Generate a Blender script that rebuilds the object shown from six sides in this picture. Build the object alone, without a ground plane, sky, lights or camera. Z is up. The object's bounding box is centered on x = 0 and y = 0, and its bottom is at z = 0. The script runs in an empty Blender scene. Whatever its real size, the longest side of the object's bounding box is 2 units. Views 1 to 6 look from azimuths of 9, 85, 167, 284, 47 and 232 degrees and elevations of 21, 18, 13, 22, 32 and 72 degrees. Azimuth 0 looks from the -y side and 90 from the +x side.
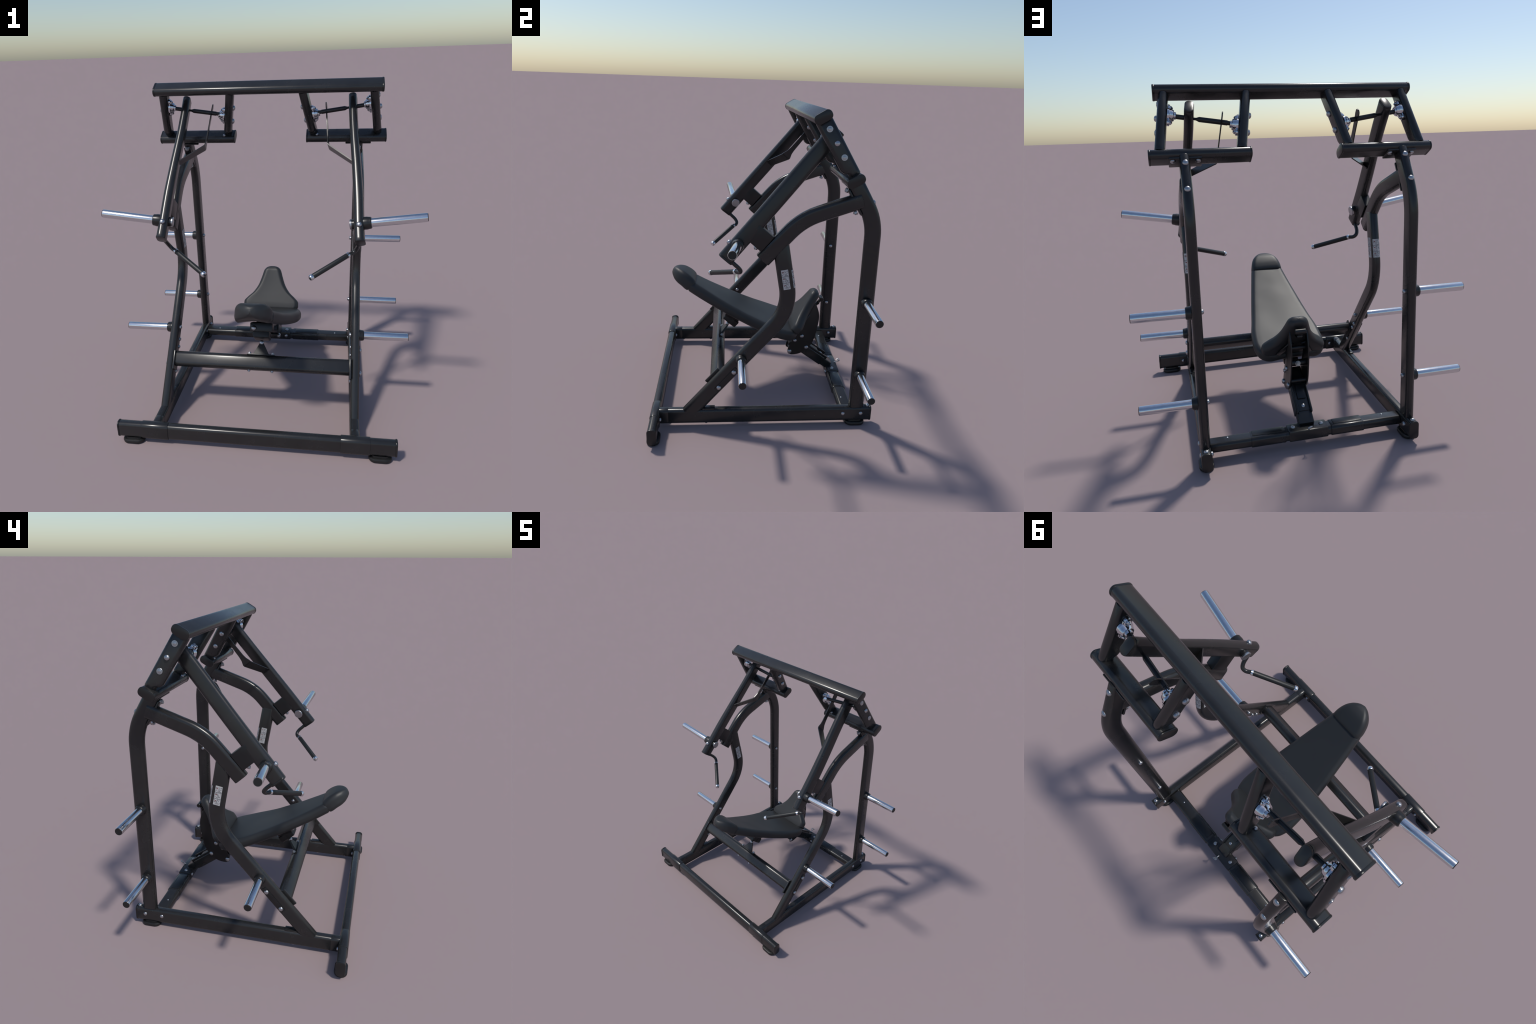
import bpy, bmesh, math
import numpy as np
from mathutils import Vector, Matrix, noise

# ------------------------------------------------------------------ materials
def new_mat(name):
    m = bpy.data.materials.new(name)
    m.use_nodes = True
    nt = m.node_tree
    return m, nt, nt.nodes["Principled BSDF"]

def add(nt, kind, **kw):
    n = nt.nodes.new(kind)
    for k, v in kw.items():
        if k in n.inputs:
            n.inputs[k].default_value = v
        else:
            setattr(n, k, v)
    return n

def paint(name, c0, c1, rough=(0.23, 0.30), bump=0.018, scale=260.0):
    m, nt, p = new_mat(name)
    tc = add(nt, "ShaderNodeTexCoord")
    n1 = add(nt, "ShaderNodeTexNoise", Scale=9.0, Detail=4.0)
    nt.links.new(tc.outputs["Object"], n1.inputs["Vector"])
    r = add(nt, "ShaderNodeValToRGB")
    r.color_ramp.elements[0].position = 0.35
    r.color_ramp.elements[1].position = 0.7
    r.color_ramp.elements[0].color = (*c0, 1)
    r.color_ramp.elements[1].color = (*c1, 1)
    nt.links.new(n1.outputs["Fac"], r.inputs["Fac"])
    nt.links.new(r.outputs["Color"], p.inputs["Base Color"])
    mr = add(nt, "ShaderNodeMapRange")
    mr.inputs["To Min"].default_value, mr.inputs["To Max"].default_value = rough
    nt.links.new(n1.outputs["Fac"], mr.inputs["Value"])
    nt.links.new(mr.outputs["Result"], p.inputs["Roughness"])
    n2 = add(nt, "ShaderNodeTexNoise", Scale=scale, Detail=2.0)
    nt.links.new(tc.outputs["Object"], n2.inputs["Vector"])
    b = add(nt, "ShaderNodeBump", Strength=bump, Distance=0.002)
    nt.links.new(n2.outputs["Fac"], b.inputs["Height"])
    nt.links.new(b.outputs["Normal"], p.inputs["Normal"])
    return m

def metal(name, col, r0, r1, scale=40.0, bump=0.0):
    m, nt, p = new_mat(name)
    p.inputs["Metallic"].default_value = 1.0
    tc = add(nt, "ShaderNodeTexCoord")
    n1 = add(nt, "ShaderNodeTexNoise", Scale=scale, Detail=3.0)
    nt.links.new(tc.outputs["Object"], n1.inputs["Vector"])
    r = add(nt, "ShaderNodeValToRGB")
    r.color_ramp.elements[0].color = (*[c * 0.86 for c in col], 1)
    r.color_ramp.elements[1].color = (*col, 1)
    nt.links.new(n1.outputs["Fac"], r.inputs["Fac"])
    nt.links.new(r.outputs["Color"], p.inputs["Base Color"])
    mr = add(nt, "ShaderNodeMapRange")
    mr.inputs["To Min"].default_value, mr.inputs["To Max"].default_value = r0, r1
    nt.links.new(n1.outputs["Fac"], mr.inputs["Value"])
    nt.links.new(mr.outputs["Result"], p.inputs["Roughness"])
    if bump:
        b = add(nt, "ShaderNodeBump", Strength=bump, Distance=0.004)
        nt.links.new(n1.outputs["Fac"], b.inputs["Height"])
        nt.links.new(b.outputs["Normal"], p.inputs["Normal"])
    return m

def vinyl(name):
    m, nt, p = new_mat(name)
    tc = add(nt, "ShaderNodeTexCoord")
    n1 = add(nt, "ShaderNodeTexNoise", Scale=6.0, Detail=3.0)
    nt.links.new(tc.outputs["Object"], n1.inputs["Vector"])
    r = add(nt, "ShaderNodeValToRGB")
    r.color_ramp.elements[0].color = (0.017, 0.018, 0.019, 1)
    r.color_ramp.elements[1].color = (0.022, 0.0235, 0.0245, 1)
    nt.links.new(n1.outputs["Fac"], r.inputs["Fac"])
    nt.links.new(r.outputs["Color"], p.inputs["Base Color"])
    p.inputs["Roughness"].default_value = 0.49
    v = add(nt, "ShaderNodeTexVoronoi", Scale=330.0, feature="DISTANCE_TO_EDGE")
    nt.links.new(tc.outputs["Object"], v.inputs["Vector"])
    b = add(nt, "ShaderNodeBump", Strength=0.12, Distance=0.002)
    nt.links.new(v.outputs["Distance"], b.inputs["Height"])
    nt.links.new(b.outputs["Normal"], p.inputs["Normal"])
    return m

def plain(name, col, rough):
    m, nt, p = new_mat(name)
    tc = add(nt, "ShaderNodeTexCoord")
    n1 = add(nt, "ShaderNodeTexNoise", Scale=120.0, Detail=2.0)
    nt.links.new(tc.outputs["Object"], n1.inputs["Vector"])
    r = add(nt, "ShaderNodeValToRGB")
    r.color_ramp.elements[0].color = (*[c * 0.85 for c in col], 1)
    r.color_ramp.elements[1].color = (*col, 1)
    nt.links.new(n1.outputs["Fac"], r.inputs["Fac"])
    nt.links.new(r.outputs["Color"], p.inputs["Base Color"])
    p.inputs["Roughness"].default_value = rough
    return m

BLACK = paint("black_powder_coat", (0.0165, 0.0165, 0.0165), (0.0205, 0.0205, 0.0205))
DARK = paint("black_satin_steel", (0.006, 0.0065, 0.007), (0.009, 0.0095, 0.010), rough=(0.3, 0.42))
CAP = paint("black_plastic", (0.010, 0.010, 0.010), (0.013, 0.013, 0.013), rough=(0.28, 0.36))
RUBBER = paint("black_rubber", (0.007, 0.007, 0.007), (0.011, 0.011, 0.011), rough=(0.4, 0.5))
GRIP = paint("grip_rubber", (0.009, 0.010, 0.010), (0.013, 0.014, 0.014), rough=(0.42, 0.5), bump=0.15, scale=500)
VINYL = vinyl("black_vinyl")
CHROME = metal("chrome", (0.76, 0.77, 0.79), 0.13, 0.21)
ZINC = metal("zinc_bolt", (0.44, 0.45, 0.47), 0.30, 0.40, 90.0, 0.05)
CAST = metal("bright_cast_housing", (0.66, 0.68, 0.72), 0.12, 0.2, 30.0, 0.25)
PEGEND = plain("peg_end_black", (0.010, 0.010, 0.010), 0.5)
LABEL = plain("label_paper", (0.58, 0.575, 0.57), 0.45)
INK = plain("label_ink", (0.05, 0.05, 0.055), 0.5)
RED = plain("label_red", (0.22, 0.035, 0.03), 0.5)

# ------------------------------------------------------------------ scene helpers
ROOT = bpy.data.objects.new("plate_loaded_chest_press_machine", None)
bpy.context.scene.collection.objects.link(ROOT)
ROOT["label"] = "black steel plate loaded chest press machine with chrome pegs"
ROOT["category"] = "gym machine"

def link(name, me, mats, parent=None, smooth=35.0):
    if not isinstance(mats, (list, tuple)):
        mats = [mats]
    if not me.materials:
        for m in mats:
            me.materials.append(m)
        me.shade_smooth()
        me.set_sharp_from_angle(angle=math.radians(smooth))
    o = bpy.data.objects.new(name, me)
    bpy.context.scene.collection.objects.link(o)
    o.parent = parent or ROOT
    return o

def finish(bm, name):
    bmesh.ops.remove_doubles(bm, verts=bm.verts, dist=1e-6)
    bmesh.ops.recalc_face_normals(bm, faces=bm.faces)
    me = bpy.data.meshes.new(name)
    bm.to_mesh(me)
    bm.free()
    return me

def V(*a):
    return Vector(a)

def flip(p, s):
    return Vector((p[0] * s, p[1], p[2]))

def section(L, W, r, k=6):
    """rounded rectangle outline, long axis first"""
    r = min(r, L / 2 - 1e-4, W / 2 - 1e-4)
    out = []
    for cx, cy, a0 in ((1, 1, 0), (-1, 1, 90), (-1, -1, 180), (1, -1, 270)):
        for i in range(k + 1):
            a = math.radians(a0 + 90 * i / k)
            out.append((cx * (L / 2 - r) + r * math.cos(a), cy * (W / 2 - r) + r * math.sin(a)))
    return out

def rounded_path(pts, radii, step=0.02):
    """polyline with filleted corners"""
    pts = [Vector(p) for p in pts]
    out = [pts[0]]
    for i in range(1, len(pts) - 1):
        a, b, c = pts[i - 1], pts[i], pts[i + 1]
        u, v = (a - b).normalized(), (c - b).normalized()
        ang = math.pi - u.angle(v)
        R = radii[i - 1]
        t = R * math.tan(ang / 2)
        n = max(4, int(R * ang / step))
        cen = b + (u + v).normalized() * (R / math.cos(ang / 2))
        s0, s1 = b + u * t - cen, b + v * t - cen
        ax = s0.cross(s1).normalized()
        for k in range(n + 1):
            out.append(cen + Matrix.Rotation(ang * k / n, 3, ax) @ s0)
    out.append(pts[-1])
    return out

def sweep(bm, path, b, L, W, r, bevel=0.004, dense=0.0, scale=None, off=None):
    """sweep a rounded-rectangle tube along path; the long axis of its section
    stands across the path, the short axis follows b"""
    path = [Vector(p) for p in path]
    if dense:
        q = [path[0]]
        for a, c in zip(path, path[1:]):
            n = max(1, int((c - a).length / dense))
            q += [a.lerp(c, i / n) for i in range(1, n + 1)]
        path = q
    b = Vector(b).normalized()
    rings = []
    N = len(path)

    def ring(p, t, dl, sc=(1, 1), of=0.0):
        n = b.cross(t).normalized()
        bb = t.cross(n).normalized()
        sec = section((L * sc[0]) - 2 * dl, W * sc[1] - 2 * dl, max(r - dl, 0.001))
        return [bm.verts.new(p + n * (x + of) + bb * y) for x, y in sec]
    for i, p in enumerate(path):
        t = (path[min(i + 1, N - 1)] - path[max(i - 1, 0)]).normalized()
        sc = scale[i] if scale else (1, 1)
        of = off[i] if off else 0.0
        if i == 0:
            rings.append(ring(p, t, bevel, sc, of))
            rings.append(ring(p + t * bevel * 0.3, t, bevel * 0.3, sc, of))
            rings.append(ring(p + t * bevel, t, 0, sc, of))
        elif i == N - 1:
            rings.append(ring(p - t * bevel, t, 0, sc, of))
            rings.append(ring(p - t * bevel * 0.3, t, bevel * 0.3, sc, of))
            rings.append(ring(p, t, bevel, sc, of))
        else:
            rings.append(ring(p, t, 0, sc, of))
    for a, c in zip(rings, rings[1:]):
        m = len(a)
        for j in range(m):
            bm.faces.new((a[j], a[(j + 1) % m], c[(j + 1) % m], c[j]))
    bm.faces.new(rings[0])
    bm.faces.new(rings[-1])

def tube(name, path, b, L=0.102, W=0.055, r=0.0245, mat=None, parent=None, **kw):
    bm = bmesh.new()
    sweep(bm, path, b, L, W, r, **kw)
    return link(name, finish(bm, name), mat or BLACK, parent)

def lathe(bm, a, axis, prof, seg=32, sy=1.0):
    """revolve (distance along axis, radius) pairs about the axis through a"""
    a = Vector(a)
    z = Vector(axis).normalized()
    x = z.orthogonal().normalized()
    y = z.cross(x)
    rings = []
    for h, rad in prof:
        rings.append([bm.verts.new(a + z * h + (x * math.cos(2 * math.pi * i / seg) + y * sy * math.sin(2 * math.pi * i / seg)) * max(rad, 1e-5)) for i in range(seg)])
    for p, q in zip(rings, rings[1:]):
        for j in range(seg):
            bm.faces.new((p[j], p[(j + 1) % seg], q[(j + 1) % seg], q[j]))
    bm.faces.new(rings[0])
    bm.faces.new(rings[-1])

def turned(name, a, axis, prof, mat, parent=None, seg=32):
    bm = bmesh.new()
    lathe(bm, a, axis, prof, seg)
    return link(name, finish(bm, name), mat, parent)

def rod(bm, path, r, seg=16):
    path = [Vector(p) for p in path]
    N = len(path)
    rings = []
    t0 = (path[1] - path[0]).normalized()
    x = t0.orthogonal().normalized()
    for i, p in enumerate(path):
        t = (path[min(i + 1, N - 1)] - path[max(i - 1, 0)]).normalized()
        x = (x - t * x.dot(t)).normalized()
        y = t.cross(x)
        rings.append([bm.verts.new(p + (x * math.cos(2 * math.pi * k / seg) + y * math.sin(2 * math.pi * k / seg)) * r) for k in range(seg)])
    for a, c in zip(rings, rings[1:]):
        for j in range(seg):
            bm.faces.new((a[j], a[(j + 1) % seg], c[(j + 1) % seg], c[j]))
    bm.faces.new(rings[0])
    bm.faces.new(rings[-1])

def catmull(pts, n):
    pts = [Vector(p) for p in pts]
    P = [pts[0] * 2 - pts[1]] + pts + [pts[-1] * 2 - pts[-2]]
    out = []
    for i in range(1, len(P) - 2):
        for k in range(n):
            t = k / n
            a, b, c, d = P[i - 1], P[i], P[i + 1], P[i + 2]
            out.append(0.5 * ((2 * b) + (c - a) * t + (2 * a - 5 * b + 4 * c - d) * t * t + (3 * b - a - 3 * c + d) * t ** 3))
    out.append(pts[-1])
    return out

def plate(bm, outline, x0, x1, bev=0.0):
    """outline of (y, z) pairs, extruded from x0 to x1"""
    lo = [bm.verts.new((x0, y, z)) for y, z in outline]
    hi = [bm.verts.new((x1, y, z)) for y, z in outline]
    m = len(lo)
    side = [bm.faces.new((lo[j], lo[(j + 1) % m], hi[(j + 1) % m], hi[j])) for j in range(m)]
    f0, f1 = bm.faces.new(lo), bm.faces.new(hi)
    if bev:
        ed = list(f0.edges) + list(f1.edges)
        bmesh.ops.bevel(bm, geom=ed, offset=bev, segments=2, affect="EDGES", profile=0.5)

def smooth_outline(pts, n=5):
    """closed Catmull-Rom through 2D points"""
    m = len(pts)
    out = []
    for i in range(m):
        a, b, c, d = (Vector(pts[(i + k) % m]) for k in (-1, 0, 1, 2))
        for k in range(n):
            t = k / n
            p = 0.5 * ((2 * b) + (c - a) * t + (2 * a - 5 * b + 4 * c - d) * t * t + (3 * b - a - 3 * c + d) * t ** 3)
            out.append((p.x, p.y))
    return out

def box(bm, c, ex, ey, ez, hx, hy, hz, bev=0.003):
    c, ex, ey, ez = Vector(c), Vector(ex).normalized(), Vector(ey).normalized(), Vector(ez).normalized()
    vs = [bm.verts.new(c + ex * hx * i + ey * hy * j + ez * hz * k) for i in (-1, 1) for j in (-1, 1) for k in (-1, 1)]
    fs = [(0, 1, 3, 2), (4, 6, 7, 5), (0, 4, 5, 1), (2, 3, 7, 6), (0, 2, 6, 4), (1, 5, 7, 3)]
    faces = [bm.faces.new([vs[i] for i in f]) for f in fs]
    if bev:
        ed = {e for f in faces for e in f.edges}
        bmesh.ops.bevel(bm, geom=list(ed), offset=bev, segments=2, affect="EDGES", profile=0.5)

# ------------------------------------------------------------------ bolts
def bolt_mesh():
    bm = bmesh.new()
    prof = [(-0.006, 0.0122), (0.002, 0.0122), (0.0045, 0.0114), (0.0068, 0.0095), (0.0085, 0.0065), (0.0093, 0.003), (0.0094, 0.0)]
    lathe(bm, (0, 0, 0), (0, 0, 1), prof, 20)
    return finish(bm, "bolt")

def hex_mesh():
    bm = bmesh.new()
    lathe(bm, (0, 0, 0), (0, 0, 1), [(-0.006, 0.0155), (0.002, 0.0155), (0.002, 0.013)], 20)
    lathe(bm, (0, 0, 0), (0, 0, 1), [(0.001, 0.0135), (0.0095, 0.0135), (0.0115, 0.0115)], 6)
    lathe(bm, (0, 0, 0), (0, 0, 1), [(0.010, 0.006), (0.016, 0.006), (0.017, 0.005)], 12)
    return finish(bm, "nut")

def washer_mesh():
    bm = bmesh.new()
    lathe(bm, (0, 0, 0), (0, 0, 1), [(-0.004, 0.0165), (0.0012, 0.0165), (0.002, 0.0155), (0.0022, 0.010), (0.004, 0.0095), (0.0045, 0.0085)], 24)
    return finish(bm, "washer")

BOLT, NUT, WASHER = bolt_mesh(), hex_mesh(), washer_mesh()

def place(me, name, p, n, parent, scale=1.0, mat=None):
    o = link(name, me, mat or ZINC, parent)
    q = Vector(n).normalized().to_track_quat("Z", "Y").to_matrix().to_4x4()
    o.matrix_local = Matrix.Translation(Vector(p)) @ q @ Matrix.Scale(scale, 4)
    return o

def bolt(p, n, parent, scale=1.0):
    return place(BOLT, "bolt", p, n, parent, scale)

def nut(p, n, parent, scale=1.0):
    return place(NUT, "nut", p, n, parent, scale)

# ------------------------------------------------------------------ dimensions
XS = 0.5825                      # plane of each side frame
BX = V(1, 0, 0)
TW = 0.055                     # tube thickness
SLOPE = V(0, 0.509, -0.861)    # run of the head frame, top to bottom
ACROSS = V(0, 0.861, 0.509)
TOP = V(0, 0.258, 1.9615)      # centre line of the top bar
LOW = V(0, 0.4505, 1.636)      # centre line of the cross tubes

def at(x, p):
    return V(x, p.y, p.z)

# ---- base
front = tube("front_base_bar", [(-0.806, -0.679, 0.0825), (0.806, -0.679, 0.0825)], (0, 1, 0), L=0.100, W=0.054, r=0.022)
rear = tube("rear_base_bar", [(-0.553, 0.555, 0.079), (0.553, 0.555, 0.079)], (0, 0, 1), L=0.086, W=0.056, r=0.02)
for s in (1, -1):
    tube("bar_sleeve", [(0.502 * s, -0.679, 0.0825), (0.667 * s, -0.679, 0.0825)], (0, 1, 0), L=0.107, W=0.061, r=0.024, parent=front)
    tube("end_cap", [(0.803 * s, -0.679, 0.0825), (0.815 * s, -0.679, 0.0825)], (0, 1, 0), L=0.104, W=0.058, r=0.022, mat=CAP, parent=front)
    tube("bar_sleeve", [(0.132 * s, 0.555, 0.079), (0.328 * s, 0.555, 0.079)], (0, 0, 1), L=0.094, W=0.062, r=0.02, parent=rear)
    bm = bmesh.new()
    box(bm, (0.235 * s, 0.549, 0.1095), (1, 0, 0), (0, 1, 0), (0, 0, 1), 0.085, 0.026, 0.004, 0.003)
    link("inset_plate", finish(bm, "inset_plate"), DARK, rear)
    for dx in (-0.055, 0.055):
        bolt(((XS + dx) * s, -0.647, 0.083), (0, 1, 0), front)
    bolt((0.082 * s, 0.552, 0.1125), (0, 0, 1), rear, 1.1)
    bolt((0.080 * s, 0.509, 0.085), (0, -1, 0), rear, 1.1)
    bolt((0.455 * s, 0.545, 0.106), (0, 0, 1), rear, 0.5)

# centre clamp on the rear bar
bm = bmesh.new()
box(bm, (0, 0.555, 0.0815), (1, 0, 0), (0, 1, 0), (0, 0, 1), 0.115, 0.046, 0.0315, 0.008)
link("bar_clamp", finish(bm, "bar_clamp"), BLACK, rear)

def foot(c, along, parent):
    bm = bmesh.new()
    bx = (0, 0, 1)
    c = Vector(c)
    al = Vector(along)
    L, W = 0.130, 0.080
    n = Vector(bx).cross(al)

    def ring(h, d):
        return [bm.verts.new(c + al * x + n * y + V(0, 0, h)) for x, y in section(L - 2 * d, W - 2 * d, W / 2 - d - 0.001, 8)]
    rings = [ring(h, d) for h, d in ((0, 0.006), (0.003, 0.001), (0.008, 0), (0.017, 0), (0.022, 0.003), (0.0245, 0.009), (0.0245, 0.016), (0.034, 0.018))]
    for a, b2 in zip(rings, rings[1:]):
        m = len(a)
        for j in range(m):
            bm.faces.new((a[j], a[(j + 1) % m], b2[(j + 1) % m], b2[j]))
    bm.faces.new(rings[0])
    bm.faces.new(rings[-1])
    link("rubber_foot", finish(bm, "rubber_foot"), RUBBER, parent)

def storage_peg(p, s, parent, x0=0.606, x1=0.904, r=0.0243):
    ax = V(s, 0, 0)
    base = V(x0 * s, p[0], p[1])
    ln = x1 - x0
    peg = turned("storage_peg", base, ax, [(0.0, r), (ln - 0.004, r), (ln - 0.001, r * 0.93)], CHROME)
    turned("peg_collar", base, ax, [(-0.004, 0.036), (0.006, 0.036), (0.010, 0.034), (0.018, 0.0335), (0.026, 0.0325), (0.031, 0.0285), (0.031, r)], CAP, peg)
    turned("peg_end", base + ax * (ln - 0.0035), ax, [(0, r * 0.85), (0.0045, r * 0.9), (0.006, r * 0.84)], PEGEND, peg)
    bolt((0.5525 * s, p[0], p[1]), (-s, 0, 0), peg, 1.05)
    return peg

def sticker(c, nrm, up, parent, w=0.042, h=0.125, seed=1, wrap=0.0):
    """warning label: pale sheet with three framed cells of small marks; wrap is
    the radius of the tube edge that it is bent around (0: flat face)"""
    n = Vector(nrm).normalized()
    u = Vector(up)
    u = (u - n * u.dot(n)).normalized()
    rt = u.cross(n)
    c = Vector(c)

    def at_xy(x, y, lift):
        if not wrap:
            return c + rt * x + u * y + n * lift
        a = x / wrap
        return c + u * y + rt * (wrap + lift) * math.sin(a) + n * ((wrap + lift) * math.cos(a) - wrap)

    def chip(bm, x, y, hx, hy, z0, z1, nx=1):
        xs = [x - hx + 2 * hx * i / nx for i in range(nx + 1)]
        lo = [[bm.verts.new(at_xy(q, y + k * hy, z0)) for q in xs] for k in (-1, 1)]
        hi = [[bm.verts.new(at_xy(q, y + k * hy, z1)) for q in xs] for k in (-1, 1)]
        for i in range(nx):
            bm.faces.new((hi[0][i], hi[0][i + 1], hi[1][i + 1], hi[1][i]))
            bm.faces.new((lo[0][i], lo[0][i + 1], lo[1][i + 1], lo[1][i]))
            bm.faces.new((lo[0][i], lo[0][i + 1], hi[0][i + 1], hi[0][i]))
            bm.faces.new((lo[1][i], lo[1][i + 1], hi[1][i + 1], hi[1][i]))
        for i in (0, nx):
            bm.faces.new((lo[0][i], lo[1][i], hi[1][i], hi[0][i]))
    bm = bmesh.new()
    chip(bm, 0, 0, w / 2, h / 2, -0.0005, 0.0012, 12)
    link("warning_label", finish(bm, "warning_label"), LABEL, parent)
    bm = bmesh.new()
    rng = np.random.default_rng(seed)
    ch = h / 3
    for k in range(3):
        cy = h / 2 - ch * (k + 0.5)
        if k:
            chip(bm, 0, cy + ch / 2, w / 2, 0.0012, 0.001, 0.0017, 12)
        chip(bm, 0, cy, 0.0005, ch * 0.42, 0.001, 0.0017)
        for col in (-1, 1):
            for row in range(7):
                yy = cy + (row - 3) * ch * 0.118
                for q in range(5):
                    if rng.random() < 0.42:
                        xx = col * w * 0.235 + (q - 2) * w * 0.078
                        chip(bm, xx, yy, w * (0.02 + 0.025 * rng.random()), ch * 0.032, 0.001, 0.0016)
    ink = link("label_print", finish(bm, "label_print"), INK, parent)
    ink["kind"] = "stuff"
    bm = bmesh.new()
    for k in range(3):
        cy = h / 2 - ch * (k + 0.36)
        chip(bm, -w * 0.25, cy, 0.003, 0.003, 0.001, 0.0019)
    link("label_mark", finish(bm, "label_mark"), RED, parent)

for s in (1, -1):
    # ---- side rail
    rail = tube("side_rail", [(XS * s, -0.664, 0.0775), (XS * s, 0.707, 0.0775)], BX, L=0.1025, W=0.0545, r=0.020)
    tube("end_cap", [(XS * s, 0.703, 0.0775), (XS * s, 0.7155, 0.0775)], BX, L=0.106, W=0.0575, r=0.02, mat=CAP, parent=rail)
    tube("rail_sleeve", [(XS * s, -0.662, 0.0775), (XS * s, -0.598, 0.0775)], BX, L=0.1045, W=0.0565, r=0.021, parent=rail)
    bm = bmesh.new()
    box(bm, (XS * s, -0.345, 0.129), (1, 0, 0), (0, 1, 0), (0, 0, 1), 0.021, 0.04, 0.006, 0.003)
    link("weld_pad", finish(bm, "weld_pad"), BLACK, rail)
    for yy in (0.645, 0.527):
        bolt((0.6075 * s, yy, 0.085), (s, 0, 0), rail, 1.1)
        bolt((0.5525 * s, yy, 0.085), (-s, 0, 0), rail, 1.1)
    bolt((XS * s, 0.690, 0.1295), (0, 0, 1), rail, 1.1)
    for yy in (-0.59, -0.36):
        bolt((XS * s, yy, 0.026), (0, 0, -1), rail)
    foot((0.725 * s, -0.679, 0), (1, 0, 0), front)
    foot((XS * s, 0.612, 0), (0, 1, 0), rail)

    # ---- rear upright, bent forward at the top
    up = tube("rear_upright", rounded_path([(XS * s, 0.6155, 0.125), (XS * s, 0.6155, 1.38), (XS * s, 0.4675, 1.6305)], [0.36]), BX, L=0.0985, W=0.0525)
    bn = V(0, 0.861, 0.509)
    bolt(V(0.5805 * s, 0.531, 1.610), bn, up, 1.3)
    bolt(V(XS * s, 0.6025, 1.487), V(0, 0.9, 0.42), up, 1.3)
    # ---- front diagonal post
    post = tube("diagonal_post", rounded_path([(XS * s, -0.49, 0.075), (XS * s, 0.150, 0.818), (XS * s, 0.0745, 1.24)], [0.30]), BX, L=0.098, W=0.0535)
    # ---- upper brace from upright to post
    brace = tube("upper_brace", rounded_path([(0.586 * s, 0.535, 1.5008), (0.586 * s, 0.195, 1.382), (0.586 * s, -0.0285, 1.134)], [0.40]), BX, L=0.096, W=0.058)
    bm = bmesh.new()
    # joint plate between brace and upright
    u2 = V(0, -0.509, 0.861)
    box(bm, V(XS * s, 0.492, 1.487), (1, 0, 0), u2, V(0, 0.861, 0.509), 0.024, 0.085, 0.006, 0.003)
    link("joint_plate", finish(bm, "joint_plate"), BLACK, brace)
    nut((XS * s, 0.444, 1.556), (0, -0.861, -0.509), brace)
    nut((XS * s, 0.505, 1.427), (0, -0.861, -0.509), brace)

    storage_peg((0.612, 0.868), s, up)
    storage_peg((0.612, 0.371), s, up)
    storage_peg((-0.1435, 0.4845), s, post)

    # label stickers on the post: outside, inside and back
    lean = V(0, -0.175, 0.985)
    cy, cz = 0.112, 1.018
    sticker(((XS + 0.0269) * s, cy, cz), (s, 0, 0), lean, post, seed=3)
    sticker(((XS - 0.0269) * s, cy, cz), (-s, 0, 0), lean, post, seed=4)
    sticker((XS * s, cy + 0.0515, cz + 0.004), (0, 0.985, 0.175), lean, post, w=0.050, h=0.115, seed=5, wrap=0.0265)

    # mounting plate of the cross beam on the post
    d = V(0, 0.652, 0.758)
    nn = V(0, 0.758, -0.652)
    cc = V(0.6085 * s, -0.233, 0.350)
    bm = bmesh.new()
    box(bm, cc + nn * 0.003, d, nn, (1, 0, 0), 0.098, 0.019, 0.005, 0.003)
    link("mounting_plate", finish(bm, "mounting_plate"), DARK, post)
    for t in (-0.073, 0.069):
        bolt(cc + d * t + V(0.005 * s, 0, 0), (s, 0, 0), post, 1.25)
    bm = bmesh.new()
    cb = V(0.5545 * s, -0.300, 0.330)
    box(bm, cb + nn * 0.002, d, nn, (1, 0, 0), 0.060, 0.041, 0.006, 0.003)
    link("mounting_flange", finish(bm, "mounting_flange"), BLACK, post)
    for t in (-0.062, 0.095, 0.145):
        bolt(cb + nn * 0.046 + d * t + V(0.002 * s, 0, 0), (-s, 0, 0), post)

# ---- cross beam between the diagonal posts
BC = V(0, -0.290, 0.3375)
beam = tube("cross_beam", [at(-0.553, BC), at(0.553, BC)], (0, -0.758, 0.652), L=0.097, W=0.066, r=0.027)

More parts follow.
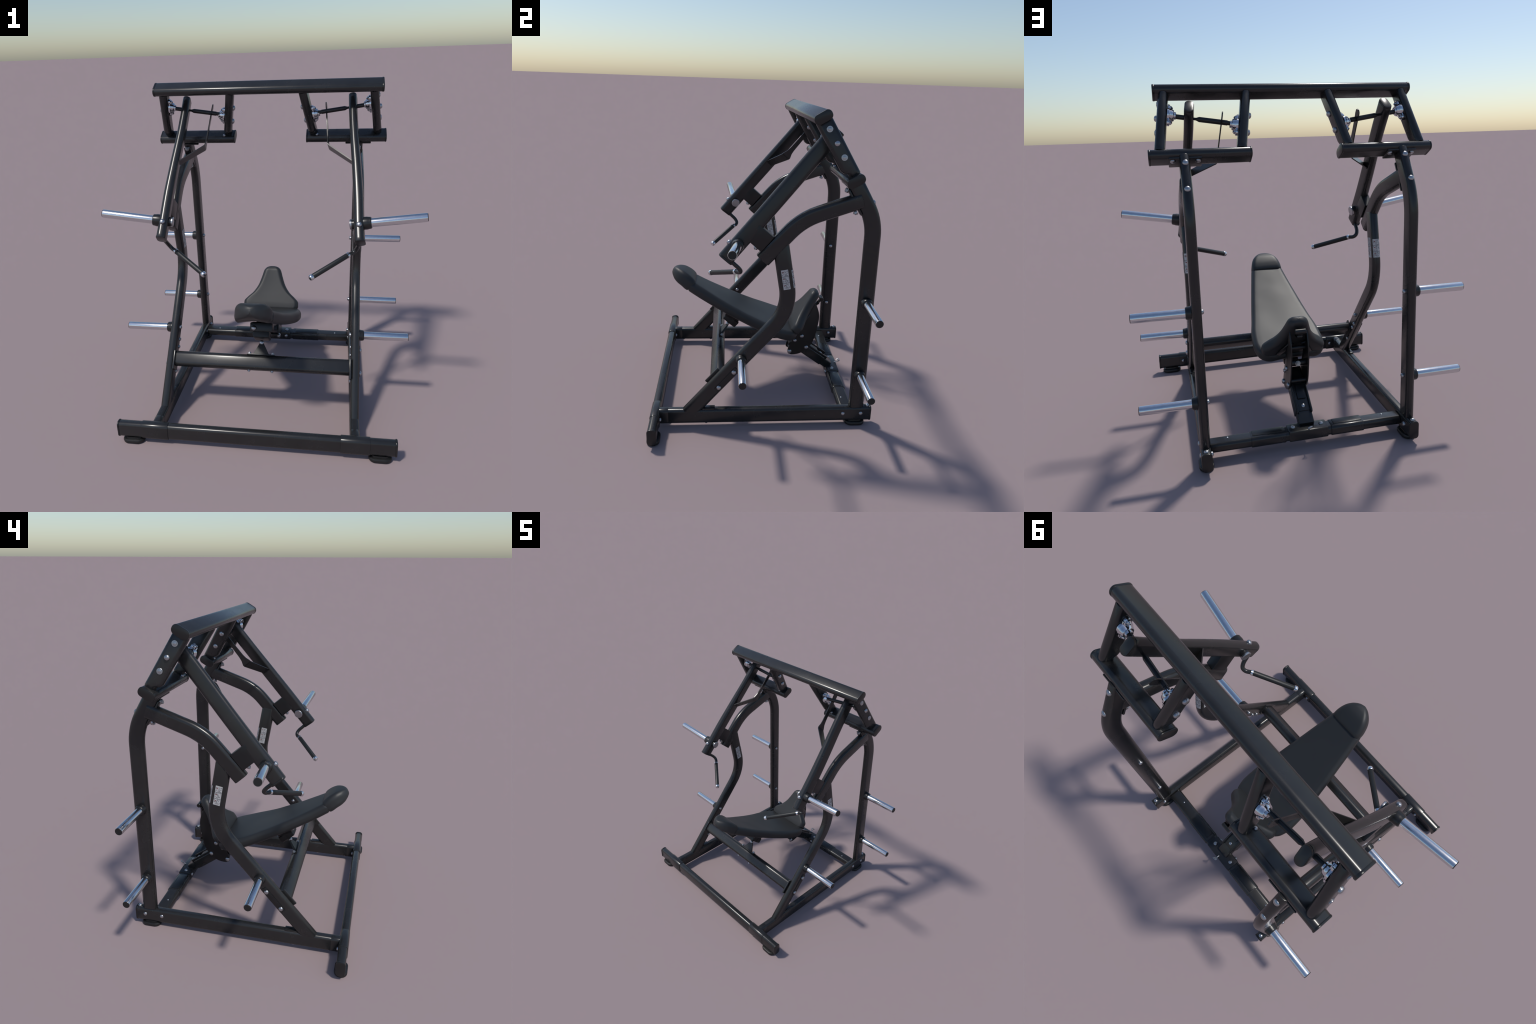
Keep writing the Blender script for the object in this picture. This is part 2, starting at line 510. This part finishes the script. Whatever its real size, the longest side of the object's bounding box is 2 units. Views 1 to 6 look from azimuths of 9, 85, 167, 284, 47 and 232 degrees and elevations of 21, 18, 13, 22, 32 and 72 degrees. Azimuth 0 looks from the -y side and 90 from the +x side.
# ---- head frame
top = tube("top_bar", [at(-0.704, TOP), at(0.704, TOP)], SLOPE, L=0.102, W=0.054, r=0.0255)
for s in (1, -1):
    tube("end_cap", [at(0.700 * s, TOP), at(0.7135 * s, TOP)], SLOPE, L=0.1045, W=0.0565, r=0.026, mat=CAP, parent=top)
    cross = tube("cross_tube", [at(0.244 * s, LOW), at(0.750 * s, LOW)], SLOPE, L=0.102, W=0.054, r=0.0255)
    for xe, xi in ((0.7565, 0.745), (0.2385, 0.250)):
        tube("end_cap", [at(xi * s, LOW), at(xe * s, LOW)], SLOPE, L=0.1045, W=0.0565, r=0.026, mat=CAP, parent=cross)
    bm = bmesh.new()
    box(bm, at(0.577 * s, LOW) + SLOPE * 0.029, (1, 0, 0), ACROSS, SLOPE, 0.082, 0.046, 0.005, 0.004)
    link("saddle_plate", finish(bm, "saddle_plate"), BLACK, cross)
    for dx in (-0.062, 0.062):
        bolt(at((0.577 + dx) * s, LOW) + SLOPE * 0.033 + ACROSS * 0.02, SLOPE, cross, 1.2)
    bolt(at(0.31 * s, LOW) - SLOPE * 0.0285 - ACROSS * 0.022, -SLOPE, cross, 0.8)

    # struts; axis of the arm pivot leans with them
    AX = V(0.293, -0.023, 0.041).normalized()
    axs = V(AX.x * s, AX.y, AX.z)
    piv_o, piv_i = V(0.674 * s, 0.3405, 1.849), V(0.262 * s, 0.3785, 1.791)
    for kind, xt, xb in (("o", 0.655, 0.702), ("i", 0.223, 0.291)):
        a = at(xt * s, TOP)
        c = at(xb * s, LOW)
        t = (c - a).normalized()
        a2, c2 = a + t * 0.02, c - t * 0.022
        ln = (c2 - a2).length
        fr = [0, 0.5, 1 - 0.058 / ln, 1 - 0.036 / ln, 1 - 0.024 / ln, 1]
        path = [a2.lerp(c2, f) for f in fr]
        sc = [(1, 1), (1, 1), (1, 1), (0.90, 1), (0.72, 1), (0.70, 1)]
        sgn = 1 if V(s, 0, 0).cross(t).dot(ACROSS) > 0 else -1
        of = [0, 0, 0, 0.0048 * sgn, 0.0135 * sgn, 0.0144 * sgn]
        st = tube("head_strut", path, V(s, 0, 0), L=0.094, W=0.0515, r=0.0235, scale=sc, off=of)
        side = 1 if kind == "o" else -1
        sx = t.cross(ACROSS).normalized()
        if sx.x * s * side < 0:
            sx = -sx
        if kind == "o":
            for f, me in ((0.20, WASHER), (0.425, BOLT), (0.645, WASHER)):
                place(me, "bolt" if me is BOLT else "washer", a.lerp(c, f) + ACROSS * 0.004 + sx * 0.027, sx, st, 1.3 if me is BOLT else 1.05)
        else:
            for f in (0.375, 0.645):
                bolt(a.lerp(c, f) + ACROSS * -0.004 + sx * 0.027, sx, st, 1.35)
        # flange bearing on the inner face
        pc = a.lerp(c, 0.35 if kind == "o" else 0.555) - ACROSS * 0.0 - sx * 0.027
        hub = -sx
        bm = bmesh.new()
        lathe(bm, pc, hub, [(0.0, 0.037), (0.010, 0.037), (0.014, 0.034), (0.022, 0.031), (0.030, 0.029), (0.033, 0.026), (0.033, 0.0195), (0.042, 0.0185), (0.044, 0.016)], 28)
        for dsn in (1, -1):
            e = pc + t * 0.043 * dsn
            lathe(bm, e, hub, [(0.0, 0.0185), (0.010, 0.018), (0.012, 0.016)], 20)
            box(bm, pc + t * 0.024 * dsn + hub * 0.0055, t, t.cross(hub), hub, 0.022, 0.022, 0.0055, 0.003)
            lathe(bm, e, hub, [(0.011, 0.0115), (0.018, 0.0115), (0.020, 0.0095), (0.024, 0.0055), (0.026, 0.004)], 8)
        lathe(bm, pc + hub * 0.012 - t * 0.030 + ACROSS * 0.012, -t, [(0.0, 0.007), (0.012, 0.006), (0.014, 0.004)], 10)
        link("flange_bearing", finish(bm, "flange_bearing"), CAST, None)

    # pivot shaft
    p0, p1 = V(0.325 * s, 0.3510, 1.7960), V(0.618 * s, 0.3280, 1.839)
    dirs = (p1 - p0).normalized()
    ln = (p1 - p0).length
    shaft = turned("pivot_shaft", p0 - dirs * 0.035, dirs, [(0.0, 0.0115), (0.05, 0.0115), (0.051, 0.0135), (0.198, 0.0135), (0.214, 0.007), (0.23, 0.007), (0.235, 0.0125), (ln + 0.07, 0.0125)], DARK)

    # ---- swing arm
    A = flip((0.587, -0.245, 1.136), s)
    B = flip((0.538, 0.3685, 1.8795), s)
    pts = []
    for t, bow in ((0, -0.002), (0.13, -0.001), (0.3, 0.002), (0.5, 0.0), (0.7, -0.005), (0.85, -0.006), (1.0, -0.003)):
        pts.append(A.lerp(B, t) + V(bow * s, -0.003 + 0.004 * min(t / 0.6, 1.0), 0))
    B = pts[-1]
    run = catmull(pts, 6)
    slim = [(1.0, 1.0 - 0.13 * min(max((i / (len(run) - 1) - 0.35) / 0.35, 0), 1)) for i in range(len(run))]
    arm = tube("swing_arm", run, axs, L=0.0945, W=0.0565, r=0.0235, scale=slim)
    da = (B - A).normalized()
    tube("end_cap", [B - da * 0.004, B + da * 0.010], axs, L=0.0925, W=0.0485, r=0.0235, mat=CAP, parent=arm, bevel=0.006)
    tube("end_cap", [A + da * 0.010, A - da * 0.003], axs, L=0.0965, W=0.0585, r=0.0245, mat=CAP, parent=arm, bevel=0.003)
    na = axs.cross(da).normalized()
    if na.y > 0:
        na = -na            # towards the front, away from the brace
    bolt(flip((0.577, -0.2245, 1.239), s), na, arm, 1.3)
    # weight horn with its collar and retaining disc
    k0 = flip((0.536, -0.166, 1.219), s)
    k1 = flip((0.951, -0.211, 1.2815), s)
    ax = (k1 - k0).normalized()
    lk = (k1 - k0).length
    peg = turned("weight_horn", k0, ax, [(0.02, 0.0255), (lk - 0.004, 0.0255), (lk - 0.001, 0.0242)], CHROME)
    turned("peg_collar", k0, ax, [(0.070, 0.0375), (0.092, 0.0375), (0.097, 0.036), (0.112, 0.034), (0.116, 0.030), (0.116, 0.0255)], CAP, peg)
    turned("peg_end", k0 + ax * (lk - 0.0035), ax, [(0, 0.021), (0.0045, 0.0226), (0.0062, 0.021)], PEGEND, peg)
    turned("peg_collar", k0, ax, [(0.004, 0.029), (0.03, 0.029)], CAP, peg)
    turned("retaining_disc", k0, -ax, [(-0.005, 0.0285), (0.001, 0.0305), (0.005, 0.0305), (0.008, 0.0275), (0.0085, 0.018)], ZINC, peg)

    # strap that drives the pivot shaft
    W1, W2, W3 = flip((0.545, 0.076, 1.525), s), flip((0.390, 0.196, 1.606), s), flip((0.3685, 0.392, 1.851), s)
    strap = rounded_path([W1, W2, W3], [0.02], 0.004)
    bm = bmesh.new()
    prev = None
    n = len(strap)
    wid = (da.cross(axs)).normalized()
    rows = []
    for i, p in enumerate(strap):
        f = 0.027 if i == 0 else 0.033
        rows.append((p, f))
    # long leg is split so that its tip can be rounded
    last, tip = rows[-2][0], rows[-1][0]
    rows = rows[:-1] + [(last.lerp(tip, q), w) for q, w in ((0.10, 0.021), (0.2, 0.017), (0.5, 0.015), (0.78, 0.016), (0.88, 0.019), (0.94, 0.018), (0.97, 0.0155), (0.993, 0.009), (1.0, 0.003))]
    rings = []
    for i, (p, w) in enumerate(rows):
        tt = (rows[min(i + 1, len(rows) - 1)][0] - rows[max(i - 1, 0)][0]).normalized()
        # each leg spreads across its own run, in the plane of the arm
        nrm = tt.cross(wid).normalized()
        rings.append([bm.verts.new(p + wid * w * q + nrm * 0.0032 * r) for q, r in ((-1, -1), (1, -1), (1, 1), (-1, 1))])
    for a, c in zip(rings, rings[1:]):
        for j in range(4):
            bm.faces.new((a[j], a[(j + 1) % 4], c[(j + 1) % 4], c[j]))
    bm.faces.new(rings[0])
    bm.faces.new(rings[-1])
    link("drive_strap", finish(bm, "drive_strap"), BLACK, arm)

    # handle: bent rod, grip and chrome ends
    hp = catmull([flip(p, s) for p in ((0.580, -0.222, 1.135), (0.580, -0.197, 1.108), (0.577, -0.170, 1.082), (0.567, -0.155, 1.058), (0.548, -0.161, 1.041), (0.522, -0.183, 1.036), (0.500, -0.199, 1.027))], 5)
    bm = bmesh.new()
    rod(bm, hp, 0.0125, 18)
    handle = link("handle", finish(bm, "handle"), BLACK, arm)
    h0, h1 = flip((0.522, -0.183, 1.036), s), flip((0.306, -0.344, 0.9495), s)
    dh = (h1 - h0).normalized()
    lh = (h1 - h0).length
    turned("handle_grip", h0, dh, [(0.008, 0.0135), (0.010, 0.0155), (lh - 0.024, 0.0155), (lh - 0.022, 0.0145)], GRIP, arm)
    turned("grip_ring", h0, dh, [(-0.007, 0.0135), (-0.006, 0.0168), (0.007, 0.0168), (0.008, 0.0150)], CHROME, arm)
    turned("grip_end", h0, dh, [(lh - 0.023, 0.0160), (lh - 0.021, 0.0172), (lh - 0.008, 0.0172), (lh - 0.003, 0.0145), (lh - 0.0005, 0.009), (lh, 0.003)], CHROME, arm)

    # stop block between brace and arm
    q = [(-0.053, 1.351), (0.034, 1.276), (-0.040, 1.188), (-0.122, 1.260)]
    bm = bmesh.new()
    plate(bm, [(y, z) for y, z in q], 0.553 * s, 0.607 * s, 0.004)
    link("stop_block", finish(bm, "stop_block"), DARK, None)
    nut((XS * s, -0.066, 1.211), (0, -0.65, -0.75), None)

# ------------------------------------------------------------------ upholstery
def interp(keys, s):
    """smooth (monotone Hermite) interpolation of (s, value) keys"""
    x = [k[0] for k in keys]
    y = [k[1] for k in keys]
    n = len(x)
    if s <= x[0]:
        return y[0]
    if s >= x[-1]:
        return y[-1]
    dlt = [(y[i + 1] - y[i]) / (x[i + 1] - x[i]) for i in range(n - 1)]
    m = [dlt[0]] + [0 if dlt[i - 1] * dlt[i] <= 0 else 2 / (1 / dlt[i - 1] + 1 / dlt[i]) for i in range(1, n - 1)] + [dlt[-1]]
    for i in range(n - 1):
        if s <= x[i + 1]:
            h = x[i + 1] - x[i]
            t = (s - x[i]) / h
            return (y[i] * (1 + 2 * t) * (1 - t) ** 2 + h * m[i] * t * (1 - t) ** 2 + y[i + 1] * t * t * (3 - 2 * t) + h * m[i + 1] * t * t * (t - 1))

def cushion(name, mid, width, thick, nring, r_edge=0.028, rough=0.0, crown=0.0, k=8, smin=0.0, smax=1.0, lump=0.0, dish=0.0):
    """loft along the centre line `mid` (y, z keys over s), half width and half
    thickness over s; rings gather closer at both ends"""
    bm = bmesh.new()
    rings = []
    ss = [smin + (smax - smin) * (0.5 - 0.5 * math.cos(math.pi * i / nring)) for i in range(nring + 1)]

    def P(s):
        return V(0, interp(mid[0], s), interp(mid[1], s))
    for s in ss:
        p = P(s)
        t = (P(min(s + 0.01, smax)) - P(max(s - 0.01, smin))).normalized()
        n = BX.cross(t).normalized()
        if n.z < 0:
            n = -n
        w, h = max(interp(width, s), 0.0015), max(interp(thick, s), 0.0012)
        ring = []
        for x, z in dense_section(2 * w, 2 * h, min(r_edge, w * 0.98, h * 0.98), k):
            v = p + V(x, 0, 0) + n * z
            if z > 0:
                v += n * crown * (1 - (x / w) ** 2)
            else:
                v += n * dish * max(0.0, 1 - (x / (w * 0.85)) ** 2)
            if lump:
                v += n * lump * noise.noise(v * 7.0 + V(3, 1, 7)) * (1 if z > 0 else 0.3)
            ring.append(bm.verts.new(v))
        rings.append(ring)
    m = len(rings[0])
    for a, c in zip(rings, rings[1:]):
        for j in range(m):
            bm.faces.new((a[j], a[(j + 1) % m], c[(j + 1) % m], c[j]))
    bm.faces.new(rings[0])
    bm.faces.new(rings[-1])
    return link(name, finish(bm, name), VINYL, None, smooth=60)

def dense_section(L, W, r, k):
    sec = section(L, W, r, k)
    out = []
    # refine the long straight runs
    for i, a in enumerate(sec):
        b = sec[(i + 1) % len(sec)]
        nsub = 12 if i % (k + 1) == k and abs(a[0] - b[0]) > abs(a[1] - b[1]) else (3 if i % (k + 1) == k else 1)
        for q in range(nsub):
            out.append((a[0] + (b[0] - a[0]) * q / nsub, a[1] + (b[1] - a[1]) * q / nsub))
    return out

# long pad: rear end (s=0) to the seam below the head cushion (s=1)
mid = ([(0, 0.270), (0.2, 0.118), (0.45, -0.075), (0.7, -0.268), (0.87, -0.395), (1, -0.484)],
       [(0, 0.413), (0.2, 0.466), (0.45, 0.546), (0.7, 0.644), (0.87, 0.715), (1, 0.769)])
width = [(0, 0.125), (0.008, 0.155), (0.03, 0.185), (0.08, 0.210), (0.16, 0.222), (0.27, 0.218), (0.44, 0.194), (0.62, 0.168), (0.74, 0.150), (0.9, 0.126), (1, 0.112)]
thick = [(0, 0.012), (0.008, 0.024), (0.03, 0.033), (0.07, 0.038), (0.5, 0.036), (0.9, 0.037), (0.98, 0.037), (0.993, 0.034), (1, 0.029)]
pad = cushion("backrest_pad", mid, width, thick, 60, 0.030, crown=0.001, lump=0.003, dish=0.014)
# head cushion
mid = ([(0, -0.476), (0.3, -0.515), (0.6, -0.556), (0.85, -0.590), (1, -0.611)],
       [(0, 0.765), (0.3, 0.803), (0.6, 0.829), (0.85, 0.844), (1, 0.850)])
width = [(0, 0.103), (0.03, 0.109), (0.15, 0.108), (0.35, 0.101), (0.55, 0.089), (0.75, 0.069), (0.88, 0.048), (0.95, 0.031), (1, 0.008)]
thick = [(0, 0.036), (0.03, 0.043), (0.15, 0.047), (0.5, 0.048), (0.75, 0.043), (0.9, 0.034), (0.96, 0.025), (1, 0.010)]
cushion("headrest_pad", mid, width, thick, 48, 0.032, crown=0.003, dish=0.010)
# seat wedge, standing steeply behind the long pad
mid = ([(0, 0.232), (0.25, 0.279), (0.6, 0.340), (1, 0.416)],
       [(0, 0.440), (0.25, 0.503), (0.6, 0.592), (1, 0.709)])
width = [(0, 0.14), (0.015, 0.165), (0.05, 0.184), (0.11, 0.194), (0.2, 0.193), (0.3, 0.170), (0.42, 0.132), (0.6, 0.096), (0.8, 0.072), (0.91, 0.060), (0.965, 0.045), (0.99, 0.026), (1, 0.006)]
thick = [(0, 0.010), (0.02, 0.022), (0.07, 0.033), (0.2, 0.036), (0.7, 0.034), (0.9, 0.034), (0.96, 0.027), (0.99, 0.015), (1, 0.004)]
cushion("seat_pad", mid, width, thick, 60, 0.030, crown=-0.003)

# ------------------------------------------------------------------ seat carriage
carriage = None
outline = smooth_outline([(0.392, 0.630), (0.428, 0.570), (0.437, 0.500), (0.422, 0.400), (0.398, 0.312), (0.350, 0.250), (0.300, 0.222), (0.245, 0.216),
                          (0.216, 0.236), (0.232, 0.290), (0.262, 0.360), (0.300, 0.430), (0.345, 0.520)], 5)
for s in (1, -1):
    bm = bmesh.new()
    plate(bm, outline, 0.047 * s, 0.055 * s, 0.0015)
    pl = link("carriage_plate", finish(bm, "carriage_plate"), DARK, None)
    for (y, z), sc in (((0.269, 0.331), 1.1), ((0.318, 0.366), 1.25), ((0.355, 0.275), 1.25), ((0.232, 0.243), 1.35)):
        bolt((0.0555 * s, y, z), (s, 0, 0), pl, sc)
    # side links of the adjuster
    bm = bmesh.new()
    sweep(bm, [(0.040 * s, 0.335, 0.300), (0.040 * s, 0.515, 0.172)], BX, 0.026, 0.010, 0.004, bevel=0.003)
    link("adjuster_link", finish(bm, "adjuster_link"), DARK, None)
    # seat support ribs under the seat pad
    bm = bmesh.new()
    sweep(bm, [(0.10 * s, 0.285, 0.445), (0.035 * s, 0.375, 0.545)], V(0, -0.79, 0.61), 0.03, 0.012, 0.004, bevel=0.003)
    link("seat_rib", finish(bm, "seat_rib"), DARK, None)
bm = bmesh.new()
for y, z, r in ((0.370, 0.512, 0.012), (0.360, 0.414, 0.019), (0.365, 0.302, 0.012), (0.24, 0.245, 0.013)):
    lathe(bm, (-0.047, y, z), (1, 0, 0), [(0, r), (0.094, r)], 16)
box(bm, (0, 0.29, 0.285), (1, 0, 0), (0, 0.82, -0.57), (0, 0.57, 0.82), 0.044, 0.06, 0.032, 0.004)
box(bm, (0, 0.37, 0.615), (1, 0, 0), (0, 0.61, 0.79), (0, -0.79, 0.61), 0.05, 0.05, 0.008, 0.003)
link("carriage_spacer", finish(bm, "carriage_spacer"), DARK, None)
nut((0.0, 0.379, 0.416), (0, 1, 0.2), None)
# rear strut of the carriage, two telescoping pieces
strut = tube("carriage_strut", [(0, 0.260, 0.312), (0, 0.54, 0.107)], BX, L=0.060, W=0.088, r=0.008, mat=BLACK)
tube("strut_sleeve", [(0, 0.322, 0.267), (0, 0.482, 0.1505)], BX, L=0.070, W=0.102, r=0.008, mat=BLACK, parent=strut)
nrm = V(0, 0.553, 0.833)
bolt(V(0, 0.455, 0.165) + nrm * 0.035, nrm, strut, 1.1)
bm = bmesh.new()
box(bm, V(0, 0.385, 0.213) + nrm * 0.040, (1, 0, 0), (0, 0.833, -0.553), nrm, 0.024, 0.045, 0.010, 0.003)
link("strut_latch", finish(bm, "strut_latch"), DARK, strut)
# clip pin at the foot of the strut
bm = bmesh.new()
rod(bm, catmull([(0.0, 0.585, 0.116), (0.0, 0.612, 0.125), (0.012, 0.622, 0.135), (-0.012, 0.618, 0.140), (-0.004, 0.600, 0.130)], 6), 0.0035, 10)
link("clip_pin", finish(bm, "clip_pin"), ZINC, rear)
# pull handle at the top of the seat
bm = bmesh.new()
lathe(bm, (-0.032, 0.452, 0.642), (1, 0, 0), [(0, 0.012), (0.003, 0.015), (0.061, 0.015), (0.064, 0.012)], 18)
box(bm, (0, 0.436, 0.618), (1, 0, 0), (0, 0.6, 0.8), (0, -0.8, 0.6), 0.016, 0.03, 0.007, 0.003)
box(bm, (0, 0.41, 0.60), (1, 0, 0), (0, 0.9, 0.2), (0, -0.2, 0.9), 0.016, 0.03, 0.006, 0.003)
link("seat_lever", finish(bm, "seat_lever"), CAP, None)

# front pivot block under the long pad
bm = bmesh.new()
sweep(bm, [(0, -0.243, 0.525), (0, -0.160, 0.450)], BX, 0.052, 0.105, 0.012, bevel=0.006)
pblock = link("pivot_block", finish(bm, "pivot_block"), RUBBER, None)
for s in (1, -1):
    turned("pivot_bush", (0.052 * s, -0.193, 0.480), (s, 0, 0), [(-0.01, 0.014), (0.002, 0.014), (0.003, 0.012), (0.003, 0.006)], DARK, pblock)
bm = bmesh.new()
box(bm, (0, -0.185, 0.537), (1, 0, 0), (0, 0.90, -0.44), (0, 0.44, 0.90), 0.070, 0.055, 0.028, 0.006)
box(bm, (0.0, 0.03, 0.445), (1, 0, 0), (0, 0.90, -0.44), (0, 0.44, 0.90), 0.045, 0.20, 0.020, 0.005)
block = link("pad_bracket", finish(bm, "pad_bracket"), DARK, None)
bolt((-0.045, -0.243, 0.557), (0, -0.9, 0.3), block, 1.3)
# triangular lug standing on the upper edge of the cross beam
d = V(0, 0.652, 0.758)
up = V(0, -0.758, 0.652)
base = BC + d * 0.047 + up * 0.014
bm = bmesh.new()
tri = [(-0.056, 0.0), (0.056, 0.0), (0.047, 0.010), (0.012, 0.075), (0.006, 0.088), (-0.006, 0.088), (-0.012, 0.075), (-0.047, 0.010)]
a = [bm.verts.new(base + V(x, 0, 0) + d * h + up * (0.009 - 0.05 * h)) for x, h in tri]
b2 = [bm.verts.new(base + V(x, 0, 0) + d * h - up * (0.009 - 0.05 * h)) for x, h in tri]
bm.faces.new(a)
bm.faces.new(b2)
m = len(a)
for j in range(m):
    bm.faces.new((a[j], a[(j + 1) % m], b2[(j + 1) % m], b2[j]))
link("pivot_lug", finish(bm, "pivot_lug"), DARK, beam)
bm = bmesh.new()
box(bm, base, (1, 0, 0), d, up, 0.088, 0.004, 0.022, 0.002)
link("lug_plate", finish(bm, "lug_plate"), DARK, beam)
bolt(base + d * 0.078 + up * 0.007, up, beam, 1.2)
for s in (1, -1):
    nut(V(0.073 * s, 0, 0) + base + d * 0.004, d, beam, 0.8)
    nut(V(0.073 * s, 0, 0) + BC - d * 0.0475, -d, beam, 0.7)

# ------------------------------------------------------------------ origins at the parts themselves
parts = [o for o in bpy.data.objects if o.type == "MESH" and o.data.users == 1]
for o in parts:
    vs = [v.co for v in o.data.vertices]
    lo = V(*(min(v[i] for v in vs) for i in range(3)))
    hi = V(*(max(v[i] for v in vs) for i in range(3)))
    o["c"] = list((lo + hi) / 2)
cen = {o.name: Vector(o["c"]) for o in parts}
for o in parts:
    del o["c"]
    o.data.transform(Matrix.Translation(-cen[o.name]))
for o in bpy.data.objects:
    if o.type != "MESH":
        continue
    own = cen.get(o.name, V(0, 0, 0))
    par = cen.get(o.parent.name, V(0, 0, 0)) if o.parent else V(0, 0, 0)
    if o.name in cen:
        o.location = own - par
    else:
        o.location = o.location - par
